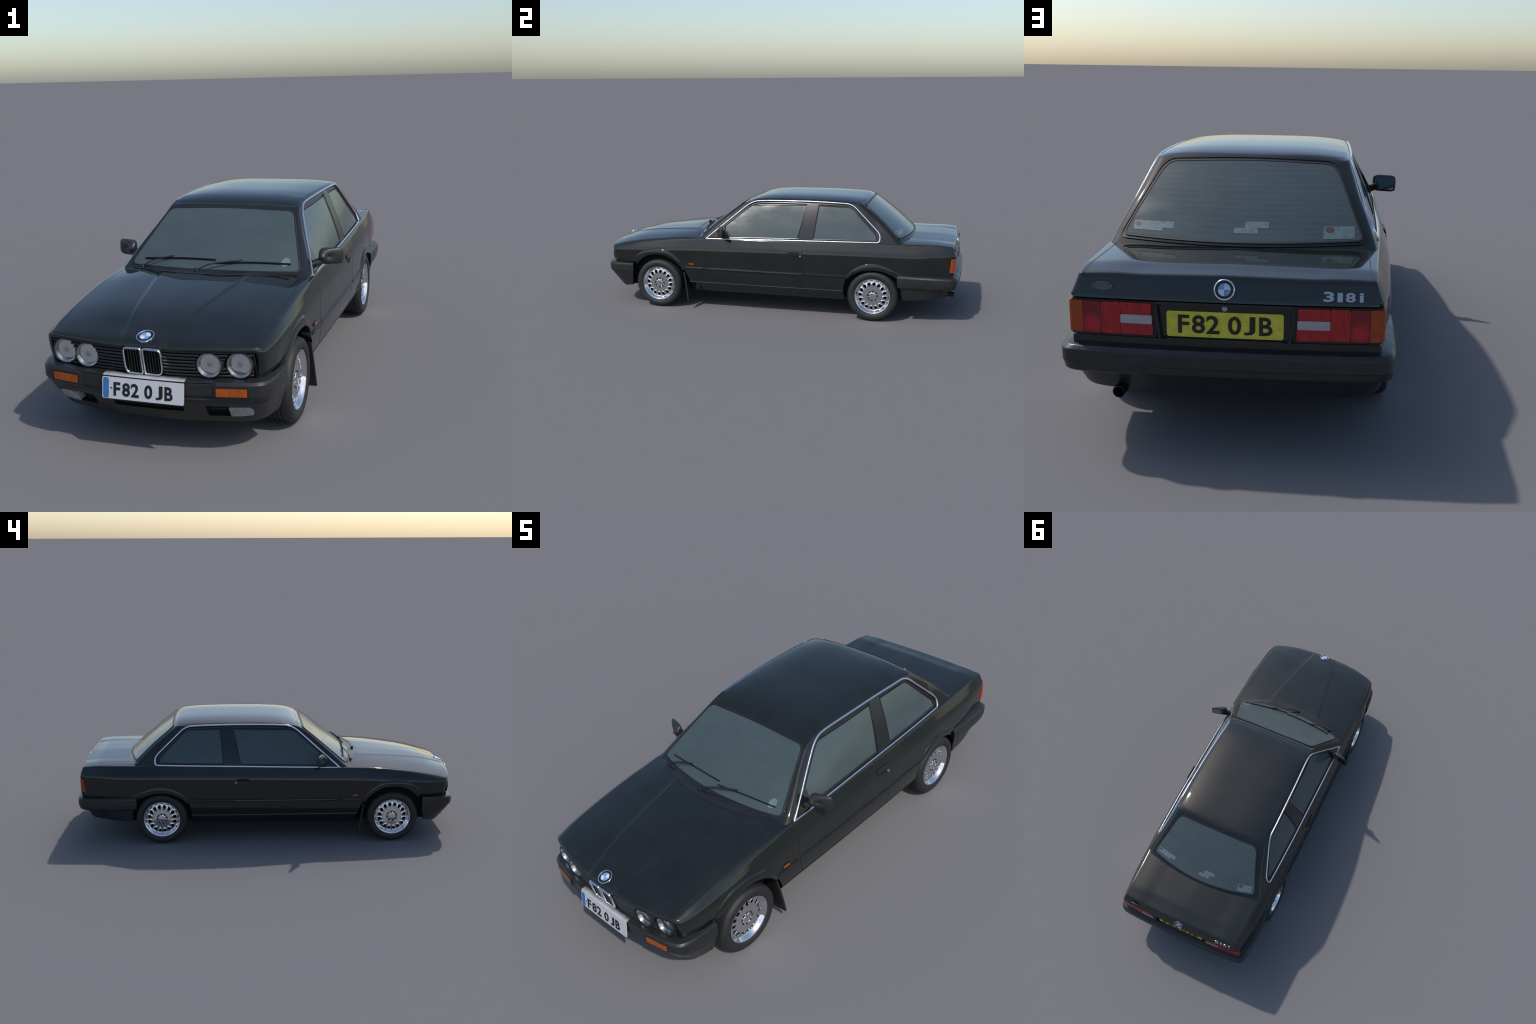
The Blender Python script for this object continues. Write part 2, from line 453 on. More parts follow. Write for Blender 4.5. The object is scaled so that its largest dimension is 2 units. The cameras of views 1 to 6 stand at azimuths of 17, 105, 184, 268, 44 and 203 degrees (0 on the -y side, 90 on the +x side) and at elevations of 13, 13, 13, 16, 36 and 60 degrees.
# ---------------------------------------------------------------- cabin (pillars and roof)
belt_x = curve([(-0.46,.335),(-0.40,.341),(-0.36,.343),(-0.1,.346),(0.2,.346),(0.45,.343),(0.6,.3395),(0.72,.332),(0.78,.324)])
rail_x = curve([(-0.25,.228),(-0.18,.236),(-0.114,.244),(0,.253),(0.15,.259),(0.3,.261),(0.43,.258),(0.5,.250),(0.56,.24)])
def cabin_x(y, z):
    t = (z-0.40)/0.205
    return lerp(belt_x(y), rail_x(y), t)+0.020*t*(1-t)
screen_y = curve([(.37,-.523),(.40,-.474),(.42,-.442),(.50,-.316),(.561,-.223),(.588,-.182),(.61,-.150)])
backlight_y = curve([(.37,.80),(.40,.765),(.428,.732),(.50,.643),(.597,.507),(.62,.474)])
def cabin_front(x, z): return screen_y(z)+lerp(0.60, 0.10, clamp((z-0.415)/0.17))*x*x
def cabin_rear(x, z): return backlight_y(z)-lerp(0.53, 0.36, clamp((z-0.43)/0.17))*x*x
roof_mid = curve([(-0.20,.577),(-0.182,.588),(-0.160,.600),(-0.106,.6165),(-0.05,.6245),(0.05,.629),(0.2,.630),(0.35,.6275),(0.44,.6215),(0.49,.6125),(0.515,.602),(0.53,.594)])
roof_drop = curve([(-0.18,.008),(-0.10,.011),(0.0,.014),(0.4,.014),(0.5,.013)])
def roof_z(x, y): return roof_mid(y)-roof_drop(y)*(abs(x)/0.25)**3.8

def cabin_ring(z, nf=16, ns=150, nr=16, nc=8):
    def corner(fn):
        x = 0.3
        for _ in range(40): x = cabin_x(fn(x, z), z)
        return x
    xf, xr = corner(cabin_front), corner(cabin_rear)
    yf, yr = cabin_front(xf, z), cabin_rear(xr, z)
    rf, rr = 0.016, 0.022
    pf = [Vector((x, cabin_front(x, z), z)) for x in [(xf-rf)*k/nf for k in range(nf+1)]]
    A = pf[-1]; B = Vector((cabin_x(yf+rf, z), yf+rf, z)); C0 = Vector((xf, yf, z))
    cf = [A*(1-t)**2+C0*2*t*(1-t)+B*t*t for t in [k/nc for k in range(1, nc)]]
    ys, ye = yf+rf, yr-rr
    sd = [Vector((cabin_x(y, z), y, z)) for y in [lerp(ys, ye, k/ns) for k in range(ns+1)]]
    A = sd[-1]; B = Vector((xr-rr, cabin_rear(xr-rr, z), z)); C0 = Vector((xr, yr, z))
    cr = [A*(1-t)**2+C0*2*t*(1-t)+B*t*t for t in [k/nc for k in range(1, nc)]]
    pr = [Vector((x, cabin_rear(x, z), z)) for x in [(xr-rr)*(1-k/nr) for k in range(nr+1)]]
    return pf+cf+sd+cr+pr

def flat2(pts, radii, arc=6, seg=6, closed=True):
    return [(p[0], p[1]) for p in fillet([(a, b, 0) for a, b in pts], radii, arc, seg, closed)]

DLO = flat2([(-.366,.3965),(-.128,.596),(-.06,.6045),(.12,.6085),(.27,.6085),(.428,.6025),(.588,.455),(.583,.4155),(.2,.409)],
            [.002,.05,.07,.08,.08,.035,.03,.012,.1])
def inside(poly, u, v):
    hit = False
    for k in range(len(poly)):
        (a, b), (c, d) = poly[k], poly[(k+1) % len(poly)]
        if (b > v) != (d > v) and u < a+(c-a)*(v-b)/(d-b): hit = not hit
    return hit
def inset_outline(poly, d):
    """Polygon moved inward by d."""
    n = len(poly); cu = sum(p[0] for p in poly)/n; cv = sum(p[1] for p in poly)/n; out = []
    area = sum(poly[k][0]*poly[(k+1) % n][1]-poly[(k+1) % n][0]*poly[k][1] for k in range(n))
    sg = 1 if area > 0 else -1
    for k in range(n):
        a, b = Vector(poly[k-1]), Vector(poly[(k+1) % n]); t = (b-a).normalized()
        out.append((poly[k][0]-t.y*d*sg, poly[k][1]+t.x*d*sg))
    return out
def build_cabin():
    levels = [0.375+0.0045*k for k in range(51)]+[0.6035]
    rings = []
    for z in levels:
        R = cabin_ring(z)
        rings.append([Vector((p.x, p.y, min(p.z, roof_z(p.x, p.y)))) for p in R])
    edge = rings[-1]
    mid_y = 0.16
    caps = [0.006, 0.015, 0.03, 0.055, 0.09, 0.14, 0.2, 0.28, 0.38, 0.5, 0.62, 0.75, 0.88]
    for t in caps:
        row = []
        for p in edge:
            q = Vector((p.x*(1-t), lerp(p.y, mid_y+(p.y-mid_y)*0.15, t), 0))
            zr = roof_z(q.x, q.y)
            q.z = lerp(p.z, zr, min(1.0, (t/0.05)**0.6)) if t < 0.05 else zr
            row.append(q)
        rings.append(row)
    rings.append([Vector((0, q.y, roof_z(0, q.y))) for q in rings[-1]])
    V = []; F = []; n = len(rings); m = len(rings[0])
    for s in (1, -1):
        b = len(V)
        for r in rings:
            for p in r: V.append(Vector((p.x*s, p.y, p.z)))
        g = grid_faces(n, m, b)
        F += g if s == 1 else [tuple(reversed(f)) for f in g]
    me = bpy.data.meshes.new("whole_cabin"); me.from_pydata([tuple(v) for v in V], [], F); me.validate()
    bm = bmesh.new(); bm.from_mesh(me)
    bmesh.ops.remove_doubles(bm, verts=bm.verts, dist=2e-5)
    bmesh.ops.dissolve_degenerate(bm, edges=bm.edges, dist=1e-6)
    bmesh.ops.recalc_face_normals(bm, faces=bm.faces)
    if sum(f.normal.z*f.calc_area() for f in bm.faces) < 0: bmesh.ops.reverse_faces(bm, faces=bm.faces)
    hole = inset_outline(DLO, .001)
    gone = [f for f in bm.faces if f.normal.x*f.calc_center_median().x > .02 and all(inside(hole, v.co.y, v.co.z) for v in f.verts)]
    bmesh.ops.delete(bm, geom=gone, context='FACES')
    bm.to_mesh(me); bm.free()
    return me
CABIN = build_cabin()

split(CABIN, lambda c, n: "roof" if c.z > 0.6 or (c.z > 0.585 and n.z > 0.75) else "pillar_frame", set(), PAINT)

# ---------------------------------------------------------------- patches on the surfaces
def patch_rows(poly, rows, cols):
    """Fill a polygon (row-convex) with a structured grid, rows at constant second coordinate."""
    lo = min(p[1] for p in poly); hi = max(p[1] for p in poly); G = []
    for r in range(rows+1):
        t = 0.5-0.5*math.cos(math.pi*r/rows)
        v = lerp(lo+1e-5, hi-1e-5, t); cr = []
        for k in range(len(poly)):
            a, b = poly[k], poly[(k+1) % len(poly)]
            if (a[1]-v)*(b[1]-v) <= 0 and a[1] != b[1]: cr.append(lerp(a[0], b[0], (v-a[1])/(b[1]-a[1])))
        u0, u1 = min(cr), max(cr)
        G.append([(lerp(u0, u1, c/cols), v) for c in range(cols+1)])
    return G

def clip_rows(poly, lo, hi):
    """Part of a row-convex polygon between two values of its second coordinate."""
    def cut(P, keep, v):
        out = []
        for k in range(len(P)):
            a, b = P[k-1], P[k]
            ka, kb = keep(a[1]), keep(b[1])
            if ka != kb: out.append((lerp(a[0], b[0], (v-a[1])/(b[1]-a[1])), v))
            if kb: out.append(b)
        return out
    return cut(cut(poly, lambda z: z >= lo, lo), lambda z: z <= hi, hi)

def patch(name, poly, surf, off, mat, thick=0.003, rows=16, cols=16, parent=CAR, mirror=False, angle=50):
    """Raised, edge-closed panel over a surface function surf(u, v) -> (point, normal)."""
    P = Parts(); G = []; B = []
    for r in patch_rows(poly, rows, cols):
        g = []; b = []
        for u, v in r:
            p, n = surf(u, v); g.append(p+n*off); b.append(p+n*(off-thick))
        G.append(g); B.append(b)
    if mirror:
        for M in (G, B):
            for r in M:
                for p in r: p.x = -p.x
    P.grid(G)
    rim = lambda M: M[0]+[r[-1] for r in M[1:]]+M[-1][-2::-1]+[r[0] for r in M[-2:0:-1]]
    P.grid([rim(G), rim(B)], close_m=True)
    return P.make(name, mat, parent, angle)

def numeric_normal(f, u, v, e=0.002):
    a = f(u+e, v)-f(u-e, v); b = f(u, v+e)-f(u, v-e)
    return a.cross(b).normalized()
def cabin_side(y, z):
    f = lambda a, b: Vector((cabin_x(a, b), a, b))
    n = numeric_normal(f, y, z); n = n if n.x > 0 else -n
    return f(y, z), n
def screen(x, z):
    f = lambda a, b: Vector((a, cabin_front(a, b), b))
    n = numeric_normal(f, x, z); n = n if n.y < 0 else -n
    return f(x, z), n
def backlight(x, z):
    f = lambda a, b: Vector((a, cabin_rear(a, b), b))
    n = numeric_normal(f, x, z); n = n if n.y > 0 else -n
    return f(x, z), n
def tail(x, z):
    f = lambda a, b: Vector((a, rear_y(a, b), b))
    n = numeric_normal(f, x, z); n = n if n.y > 0 else -n
    return f(x, z), n
def nose(x, z):
    f = lambda a, b: Vector((a, front_y(a, b), b))
    n = numeric_normal(f, x, z); n = n if n.y < 0 else -n
    return f(x, z), n

def outline_strip(name, poly, surf, profile, mat, parent=CAR, mirror=False, closed=True):
    path = []; nor = []
    for u, v in poly:
        p, n = surf(u, v); path.append(p); nor.append(n)
    P = sweep(path, profile, nor, closed=closed)
    if mirror:
        for p in P.v: p.x = -p.x
    return P.make(name, mat, parent, 50)

def glazing(y, z):
    p, n = cabin_side(y, z); return p-n*lerp(0.0, 0.0035, smooth((y+.30)/.25)), n
# side glazing -----------------------------------------------------------
FRONT_GLASS = flat2([(-.290,.458),(-.137,.580),(.183,.590),(.145,.418),(-.262,.407),(-.293,.407)], [.004,.03,.003,.003,.01,.006])
REAR_GLASS = flat2([(.250,.590),(.425,.587),(.566,.448),(.563,.4225),(.233,.4175)], [.004,.02,.015,.008,.004])
PILLAR = flat2([(.1865,.604),(.2475,.604),(.229,.411),(.149,.410)], [.002]*4, 3, 12)
FRAME_LINE = inset_outline(DLO, .0085)
for mirror in (False, True):
    fr = patch("window_frame", DLO, glazing, -.0045, TRIM, -.009, 40, 40, mirror=mirror)
    outline_strip("window_frame_rail", FRAME_LINE, glazing, bar(.012, .0040, -.0045), TRIM, fr, mirror)
    patch("door_pillar_trim", PILLAR, glazing, .0000, TRIM, .005, 20, 8, mirror=mirror)
    g = patch("side_window", FRONT_GLASS, glazing, -.0030, GLASS, 0.003, 26, 26, mirror=mirror)
    outline_strip("window_seal", FRONT_GLASS, glazing, bar(.0034, .0038, -.0040), RUBBER, g, mirror)
    g = patch("quarter_window", REAR_GLASS, glazing, -.0030, GLASS, 0.003, 26, 20, mirror=mirror)
    outline_strip("window_seal", REAR_GLASS, glazing, bar(.0034, .0038, -.0040), RUBBER, g, mirror)
    outline_strip("window_chrome_trim", DLO, cabin_side, bar(.0085, .0045, r=.45), CHROME, mirror=mirror)

# windscreen and rear window ---------------------------------------------
SCREEN = flat2([(-.309,.414),(0,.4185),(.309,.414),(.236,.583),(0,.590),(-.236,.583)], [.02,.3,.02,.022,.3,.022])
SCREEN_RIM = flat2([(-.316,.409),(0,.413),(.316,.409),(.241,.588),(0,.5955),(-.241,.588)], [.022,.3,.022,.024,.3,.024])
patch("windscreen_surround", SCREEN_RIM, screen, 0.0012, TRIM, 0.004, 30, 40)
WS = patch("windscreen", SCREEN, screen, 0.0024, GLASS, 0.003, 30, 40)
outline_strip("windscreen_seal", SCREEN, screen, bar(.006, .0034), RUBBER, WS)
BACK = flat2([(-.297,.432),(0,.4275),(.297,.432),(.222,.594),(0,.603),(-.222,.594)], [.018,.3,.018,.03,.3,.03])
BACK_RIM = flat2([(-.306,.426),(0,.421),(.306,.426),(.228,.600),(0,.609),(-.228,.600)], [.02,.3,.02,.032,.3,.032])
patch("rear_window_surround", BACK_RIM, backlight, 0.0012, TRIM, 0.004, 30, 40)

def heated_glass():
    m = material("heated_rear_glass", (0.060, 0.083, 0.085), 0.14, vary=0.10, scale=7, rough_vary=0.08, bump=0.09, bump_scale=16, stretch=(1, 1, 2.5))
    nt = m.node_tree; N = nt.nodes; L = nt.links; b = N["Principled BSDF"]
    src = b.inputs["Base Color"].links[0].from_socket
    tc = N.new("ShaderNodeTexCoord"); w = N.new("ShaderNodeTexWave")
    w.wave_type = 'BANDS'; w.bands_direction = 'Z'; w.inputs["Scale"].default_value = 26; w.inputs["Distortion"].default_value = 0.4
    L.new(tc.outputs["Object"], w.inputs["Vector"])
    r = N.new("ShaderNodeValToRGB"); r.color_ramp.elements[0].position = 0.72; r.color_ramp.elements[1].position = 0.95
    r.color_ramp.elements[0].color = (0, 0, 0, 1); r.color_ramp.elements[1].color = (0.35, 0.35, 0.35, 1)
    L.new(w.outputs["Fac"], r.inputs["Fac"])
    mx = N.new("ShaderNodeMix"); mx.data_type = 'RGBA'
    L.new(r.outputs["Color"], mx.inputs["Factor"]); L.new(src, mx.inputs["A"]); mx.inputs["B"].default_value = (0.085, 0.10, 0.10, 1)
    L.new(mx.outputs["Result"], b.inputs["Base Color"])
    return m
BW = patch("rear_window", BACK, backlight, 0.0024, heated_glass(), 0.003, 30, 40)
outline_strip("rear_window_seal", BACK, backlight, bar(.006, .0036), RUBBER, BW)
outline_strip("rear_window_bright_trim", BACK_RIM, backlight, bar(.003, .003, r=.45), TRIM, BW)

def rect(u0, v0, u1, v1, r=.002): return flat2([(u0, v0), (u1, v0), (u1, v1), (u0, v1)], [r]*4, 3, 3)
def ellipse(u, v, a, b, n=28): return [(u+a*math.cos(2*math.pi*k/n), v+b*math.sin(2*math.pi*k/n)) for k in range(n)]

# ---------------------------------------------------------------- shut lines, mouldings, arches
def shut_line(name, pts, hit, mirror_both=True, w=0.0016, sub=5, parent=CAR):  # thin dark ribbon laid on the surface; no gap is cut
    path2 = catmull([(a, b, 0) for a, b in pts], sub)
    path = []; nor = []
    for q in path2:
        p, n = hit(q.x, q.y); path.append(p); nor.append(n)
    prof = [(-w/2, -.001), (-w/2, .0004), (w/2, .0004), (w/2, -.001)]
    for s in ((1, -1) if mirror_both else (1,)):
        P = sweep([Vector((p.x*s, p.y, p.z)) for p in path], prof, [Vector((n.x*s, n.y, n.z)) for n in nor])
        P.make(name, RUBBER, parent, None)
shut_line("door_seam_ribbon", [(-.358,.392),(-.366,.34),(-.370,.28),(-.368,.235),(-.355,.18),(-.345,.157)], side_hit)
shut_line("door_seam_ribbon", [(.196,.402),(.205,.36),(.207,.30),(.206,.25),(.197,.222),(.183,.157)], side_hit)
shut_line("bonnet_seam_ribbon", [(.306,-.905),(.314,-.86),(.321,-.75),(.327,-.62),(.328,-.50),(.325,-.43)], top_hit)
shut_line("boot_seam_ribbon", [(.3085,.70),(.3085,.80),(.3085,.90),(.3085,.950)], top_hit)
shut_line("boot_seam_ribbon", [(.3085,.408),(.3095,.38),(.3105,.352)], tail)
cap = flat2([(.697,.297),(.752,.297),(.752,.344),(.697,.344)], [.014]*4, 5, 3)
shut_line("fuel_flap_seam_ribbon", [(u, v) for u, v in cap]+[cap[0]], side_hit, sub=1, w=.0012)

def moulding(y0, y1, z0, z1, proud, name="side_moulding", n=30):
    for s in (1, -1):
        G = []
        for k in range(n+1):
            y = lerp(y0, y1, k/n); p, nn = side_hit(y, (z0+z1)/2)
            taper = min(1.0, 0.45+min(k, n-k)*0.35)
            prof = [(0.0, z0), (proud*.7*taper, z0+.0015), (proud*taper, lerp(z0, z1, .45)), (proud*.85*taper, z1-.002), (0.0, z1)]
            G.append([Vector(((p.x-0.001+a)*s, y, z)) for a, z in prof])
        P = Parts(); P.grid(G, close_m=True); P.cap(G[0]); P.cap(G[-1]); P.make(name, TRIM, CAR, 35)
moulding(-.487, -.372, .227, .2405, .0075)
moulding(-.367, .200, .227, .2405, .0075, n=60)
moulding(.2045, .424, .227, .2415, .0075)

front_flare = curve([(33,.178),(38,.186),(54,.194),(75,.200),(90,.200),(112,.2045),(124,.2045),(135,.198),(144,.186),(149,.178)])
rear_flare = curve([(33,.183),(39,.189),(64,.179),(93,.178),(120,.178),(138,.174),(146,.169)])
def flare(hub, outer, inner, a0, a1, lip):
    for s in (1, -1):
        G = []; n = 44
        for k in range(n+1):
            a = lerp(a0, a1, k/n); ra, ro, ri = math.radians(a), outer(a), inner(a)-lip
            e = smooth(min(k, n-k)/9)
            row = []
            for t, h in ((0, -.002), (0.06, .0025), (.2, .0045), (.5, .0062), (.85, .0075), (.97, .0068), (1.0, .004)):
                r = lerp(ro, ri, t); y = hub+r*math.cos(ra); z = HUB_Z+r*math.sin(ra)
                p, nn = side_hit(y, z); row.append(Vector(((p.x+h*lerp(.4, 1, e)), y, z)))
            q = row[-1]
            row.append(q+Vector((-.012, 0, 0))); row.append(q+Vector((-.03, 0, 0)))
            G.append([Vector((p.x*s, p.y, p.z)) for p in row])
        P = Parts(); P.grid(G); P.make("wheel_arch_flare", PAINT, CAR, 45)
flare(FRONT_HUB, front_flare, front_hole, 30, 151, .011)
flare(REAR_HUB, rear_flare, rear_hole, 33, 146, .010)

# dark wheel wells, floor and light-blocking shelves
for hub, rad in ((FRONT_HUB, .186), (REAR_HUB, .168)):
    for s in (1, -1):
        P = Parts(); n = 28; G = []
        for x in (0.360, 0.33, 0.295):
            G.append([Vector((min(x, .36 if math.sin(a) > .12 else .318)*s, hub+rad*math.cos(a), max(.104, HUB_Z+rad*math.sin(a)))) for a in [lerp(-.17, math.pi+.17, k/n) for k in range(n+1)]])
        P.grid(G); P.cap(G[-1]); P.make("wheel_well", DARK, CAR, 40)
P = Parts()
P.box((-.315, -.455, .100), (.315, .392, .13))
P.box((-.27, -.88, .125), (.27, .90, .14))
P.box((-.30, -.90, .125), (.30, -.83, .14))
P.box((-.30, .73, .15), (.30, .925, .165))
P.box((-.30, -.945, .19), (.30, -.83, .215))  # from here on: unseen shelves added to stop sun leaking past the bumpers
P.box((-.17, -.967, .19), (.17, -.94, .215))
P.box((-.31, .75, .20), (.31, .960, .215))
P.make("underbody_and_light_blocks", DARK)

# ---------------------------------------------------------------- bumpers
def bumper(name, N, I, C, rows, radii, side, z_end=None, cuts=(), inner=0.02):
    """Loft: plan paths N (nose line), I (inner top), C (chin) mixed by each profile row.
    rows: (which path pair, mix, z or z-function of the path parameter)."""
    per = 6
    cn, ci, cc = catmull([(a, b, 0) for a, b in N], per), catmull([(a, b, 0) for a, b in I], per), catmull([(a, b, 0) for a, b in C], per)
    m = len(cn); half = []
    for k in range(m):
        pts = []
        for pair, t, z in rows:
            a, b = (ci[k], cn[k]) if pair == 'IN' else (cn[k], cc[k])
            q = a.lerp(b, t); pts.append((q.x, q.y, z(k/(m-1)) if callable(z) else z))
        last = pts[-1]; pts.append((last[0]*0.93, last[1]-side*inner*(1-smooth((k/(m-1)-.45)/.3)), last[2]+.001))
        half.append(fillet(pts, radii+[0], arc=4, seg=4))
    cols = [[Vector((-p.x, p.y, p.z)) for p in r] for r in reversed(half[1:])]+half
    return cols, m

front_N = [(0,-.997),(.06,-.9965),(.12,-.992),(.2,-.981),(.27,-.969),(.312,-.960),(.338,-.947),(.353,-.924),(.361,-.888),(.366,-.84),(.369,-.796)]
front_I = [(0,-.969),(.06,-.967),(.12,-.961),(.2,-.945),(.27,-.926),(.302,-.915),(.32,-.903),(.332,-.888),(.343,-.868),(.352,-.84),(.359,-.796)]
front_C = [(0,-.936),(.06,-.935),(.12,-.930),(.2,-.915),(.26,-.903),(.291,-.890),(.313,-.873),(.327,-.855),(.336,-.840),(.343,-.826),(.348,-.811)]
front_rows = [('IN', 0, .240), ('IN', .82, .2365), ('NC', 0, .229), ('NC', .0, .1955), ('NC', .035, .1940), ('NC', .12, .182),
              ('NC', .21, .1785), ('NC', .24, .170), ('NC', 1.0, lambda t: lerp(.095, .109, smooth((t-.5)/.5)))]
cols, m = bumper("bumper", front_N, front_I, front_C, front_rows, [0, .0015, .0015, .0008, .0008, .001, .001, .001, .002], -1)
# recessed middle of the bumper where the plate sits
for r in cols:
    for p in r:
        if .181 < p.z < .2345: p.y += .006*(1-smooth((abs(p.x)-.200)/.008))*smooth((p.z-.181)/.004)*smooth((.2345-p.z)/.003)
nr = len(cols[0])
# openings in the lower apron: list of (x0, x1, z top, z bottom)
OPEN = [(-.107,.113,.153,.131), (.165,.300,.157,.117), (-.300,-.165,.157,.117)]
P = Parts(); idx = {}
def vid(i, j):
    if (i, j) not in idx: idx[i, j] = len(P.v); P.v.append(cols[i][j].copy())
    return idx[i, j]
# refine the apron rows so openings have clean edges
ref = cols[m-1]
split_j = [j for j in range(nr-1) if ref[j].z-ref[j+1].z > .008]
def refine_all(cols):
    out = []
    for r in cols:
        rr = []
        for j in range(nr-1):
            rr.append(r[j])
            if j in split_j:
                for k in range(1, 5): rr.append(r[j].lerp(r[j+1], k/5))
        rr.append(r[-1]); out.append(rr)
    return out
cols = refine_all(cols); nr = len(cols[0])
removed = {}
for o, (x0, x1, zt, zb) in enumerate(OPEN):
    ii = [i for i in range(len(cols)) if x0-.004 <= cols[i][nr//2].x <= x1+.004]
    mid = cols[(ii[0]+ii[-1])//2]
    jj = [j for j in range(nr) if zb-.0015 <= mid[j].z <= zt+.0015]
    removed[o] = (ii[0], ii[-1], jj[0], jj[-1])
for i in range(len(cols)-1):
    for j in range(nr-1):
        if any(a <= i < b and c <= j < d for a, b, c, d in removed.values()): continue
        P.f.append((vid(i, j), vid(i+1, j), vid(i+1, j+1), vid(i, j+1)))
P.cap(cols[0]); P.cap(cols[-1])
FB = P.make("bumper", PLASTIC, CAR, 8)
for o, (a, b, c, d) in removed.items():
    loop = [cols[i][c] for i in range(a, b+1)]+[cols[b][j] for j in range(c+1, d+1)]+[cols[i][d] for i in range(b-1, a-1, -1)]+[cols[a][j] for j in range(d-1, c, -1)]
    q = Parts(); back = [p+Vector((-.35*p.x/.3*.022, .022, 0)) for p in loop]
    q.grid([loop, back], close_m=True); q.fan(back)
    q.make("air_intake", DARK, FB, 30)
    # bars / fog lamp inside the openings
    if o == 0:
        for zz in (.143,):
            pth = [Vector((x, cols[len(cols)//2][c].y+.012+.5*x*x, zz)) for x in [lerp(-.105, .11, k/12) for k in range(13)]]
            sweep(pth, ring(.004, .002, 8)).make("intake_bar", PLASTIC, FB)
    else:
        s = 1 if o == 1 else -1
        G = []
        rows_n, cols_n = 8, 14
        outline = flat2([(.238,.1185),(.296,.1205),(.304,.130),(.304,.150),(.296,.1545),(.238,.1535)], [.003,.006,.008,.008,.006,.003], 4, 3)
        def apron(x, z):
            # lower apron surface at (x, z)
            best = min((pp for i in range(a if s > 0 else a, b+1) for pp in cols[i][c:d+1]), key=lambda v: (abs(v.x)-x)**2+(v.z-z)**2)
            i_l = min(range(a, b+1), key=lambda i: abs(abs(cols[i][(c+d)//2].x)-x))
            col = cols[i_l]; t = clamp((col[c].z-z)/(col[c].z-col[d].z))
            i_n = i_l+(1 if i_l < b else -1); col2 = cols[i_n]
            u = (x-abs(col[(c+d)//2].x))/((abs(col2[(c+d)//2].x)-abs(col[(c+d)//2].x)) or 1)
            y = lerp(lerp(col[c].y, col[d].y, t), lerp(col2[c].y, col2[d].y, t), u)
            return Vector((x, y, z)), Vector((.3, -.9, -.3)).normalized()
        patch("fog_lamp", outline, apron, 0.001, FOG, 0.02, 10, 12, FB, mirror=(s < 0))
        # divider wall between duct and lamp
        sweep([Vector((x*s, apron(x, .135)[0].y+.022, .137)) for x in (.17, .235)], ring(.004, .003, 8)).make("intake_bar", PLASTIC, FB)

rear_N = [(0,1.0),(.1,.9995),(.2,.997),(.27,.994),(.322,.990),(.349,.982),(.3635,.960),(.3685,.92),(.371,.87),(.373,.78),(.374,.684)]
rear_I = [(0,.970),(.1,.970),(.2,.968),(.27,.966),(.305,.960),(.32,.953),(.331,.94),(.339,.91),(.346,.87),(.356,.78),(.363,.684)]
rear_C = [(0,.952),(.1,.951),(.2,.946),(.26,.937),(.300,.925),(.324,.906),(.336,.882),(.343,.85),(.348,.81),(.350,.76),(.353,.715)]
rear_rows = [('IN', 0, .2545), ('IN', .74, .2480), ('NC', 0, .2400), ('NC', .0, .2105), ('NC', .03, .2090), ('NC', .09, .193), ('NC', .17, .188),
             ('NC', .50, .187), ('NC', .62, .177), ('NC', .97, lambda t: lerp(.139, .124, smooth((t-.55)/.45))), ('NC', 1.0, lambda t: lerp(.136, .119, smooth((t-.55)/.45)))]
cols2, m2 = bumper("bumper", rear_N, rear_I, rear_C, rear_rows, [0, .0018, .0018, .0010, .0008, .001, .0015, .001, .001, .001, .001], 1)
P = Parts(); P.grid(cols2); P.cap(cols2[0]); P.cap(cols2[-1])
RB = P.make("bumper", PLASTIC, CAR, 8)

# ---------------------------------------------------------------- nose: grille, kidneys, lamps
def nose_in(depth):
    def f(x, z):
        p, n = nose(x, z); return p-n*depth, n
    return f
patch("grille_panel", rect(-.312, .236, .312, .326), nose_in(.027), 0, DARK, .004, 8, 40)
def grille_open(x, z):
    if abs(x) < .054: return False
    return all(math.hypot(abs(x)-c, z-.279) > r for c, r in ((.188, .0365), (.2705, .0375)))
for k in range(8):
    z = .2445+k*.0103; run = []
    for i in range(161):
        x = lerp(-.309, .309, i/160)
        if grille_open(x, z):
            p, n = nose_in(.0045)(x, z); run.append((p, n))
        if (not grille_open(x, z) or i == 160) and run:
            if len(run) > 2:
                sweep([q[0] for q in run], [(-.0032, -.007), (-.0036, .000), (-.0015, .0022), (.0022, .0018), (.0030, -.007)], [q[1] for q in run]).make("grille_slat", PLASTIC)
            run = []
# frame bar around the grille
for s in (1, -1):
    pts = [Vector((x*s, nose(x, z)[0].y+.006, z)) for x, z in [(.313,.237),(.313,.28),(.309,.318),(.306,.323)]]
    sweep(pts, ring(.003, .004, 8), [Vector((0, -1, 0))]*4).make("grille_edge", TRIM)
for s in (1, -1):
    loop = flat2([(.0035,.245),(.050,.245),(.056,.262),(.0565,.312),(.052,.322),(.0035,.323)], [.006,.012,.01,.008,.008,.006], 6, 6)
    path = []; nor = []
    for x, z in loop:
        p, n = nose(x, z); q = p+n*.004; path.append(Vector((q.x*s, q.y, q.z))); nor.append(Vector((n.x*s, n.y, n.z)))
    K = sweep(path, ring(.0036, .006, 10), nor, closed=True).make("kidney_grille", CHROME)
    back = [p-n*.012 for p, n in zip(path, nor)]
    q = Parts(); q.fan(back); q.make("kidney_back", DARK, K)
    for k in range(5):
        x = .0115+k*.0085
        pth = []
        for z in (.247, .26, .30, .320):
            p, n = nose(x, z); v = p+n*.000; pth.append(Vector((v.x*s, v.y, v.z)))
        sweep(pth, [(-.002, -.008), (-.0016, .002), (.0016, .002), (.002, -.008)], [Vector((0, -1, 0))]*4).make("kidney_slat", PLASTIC, K)

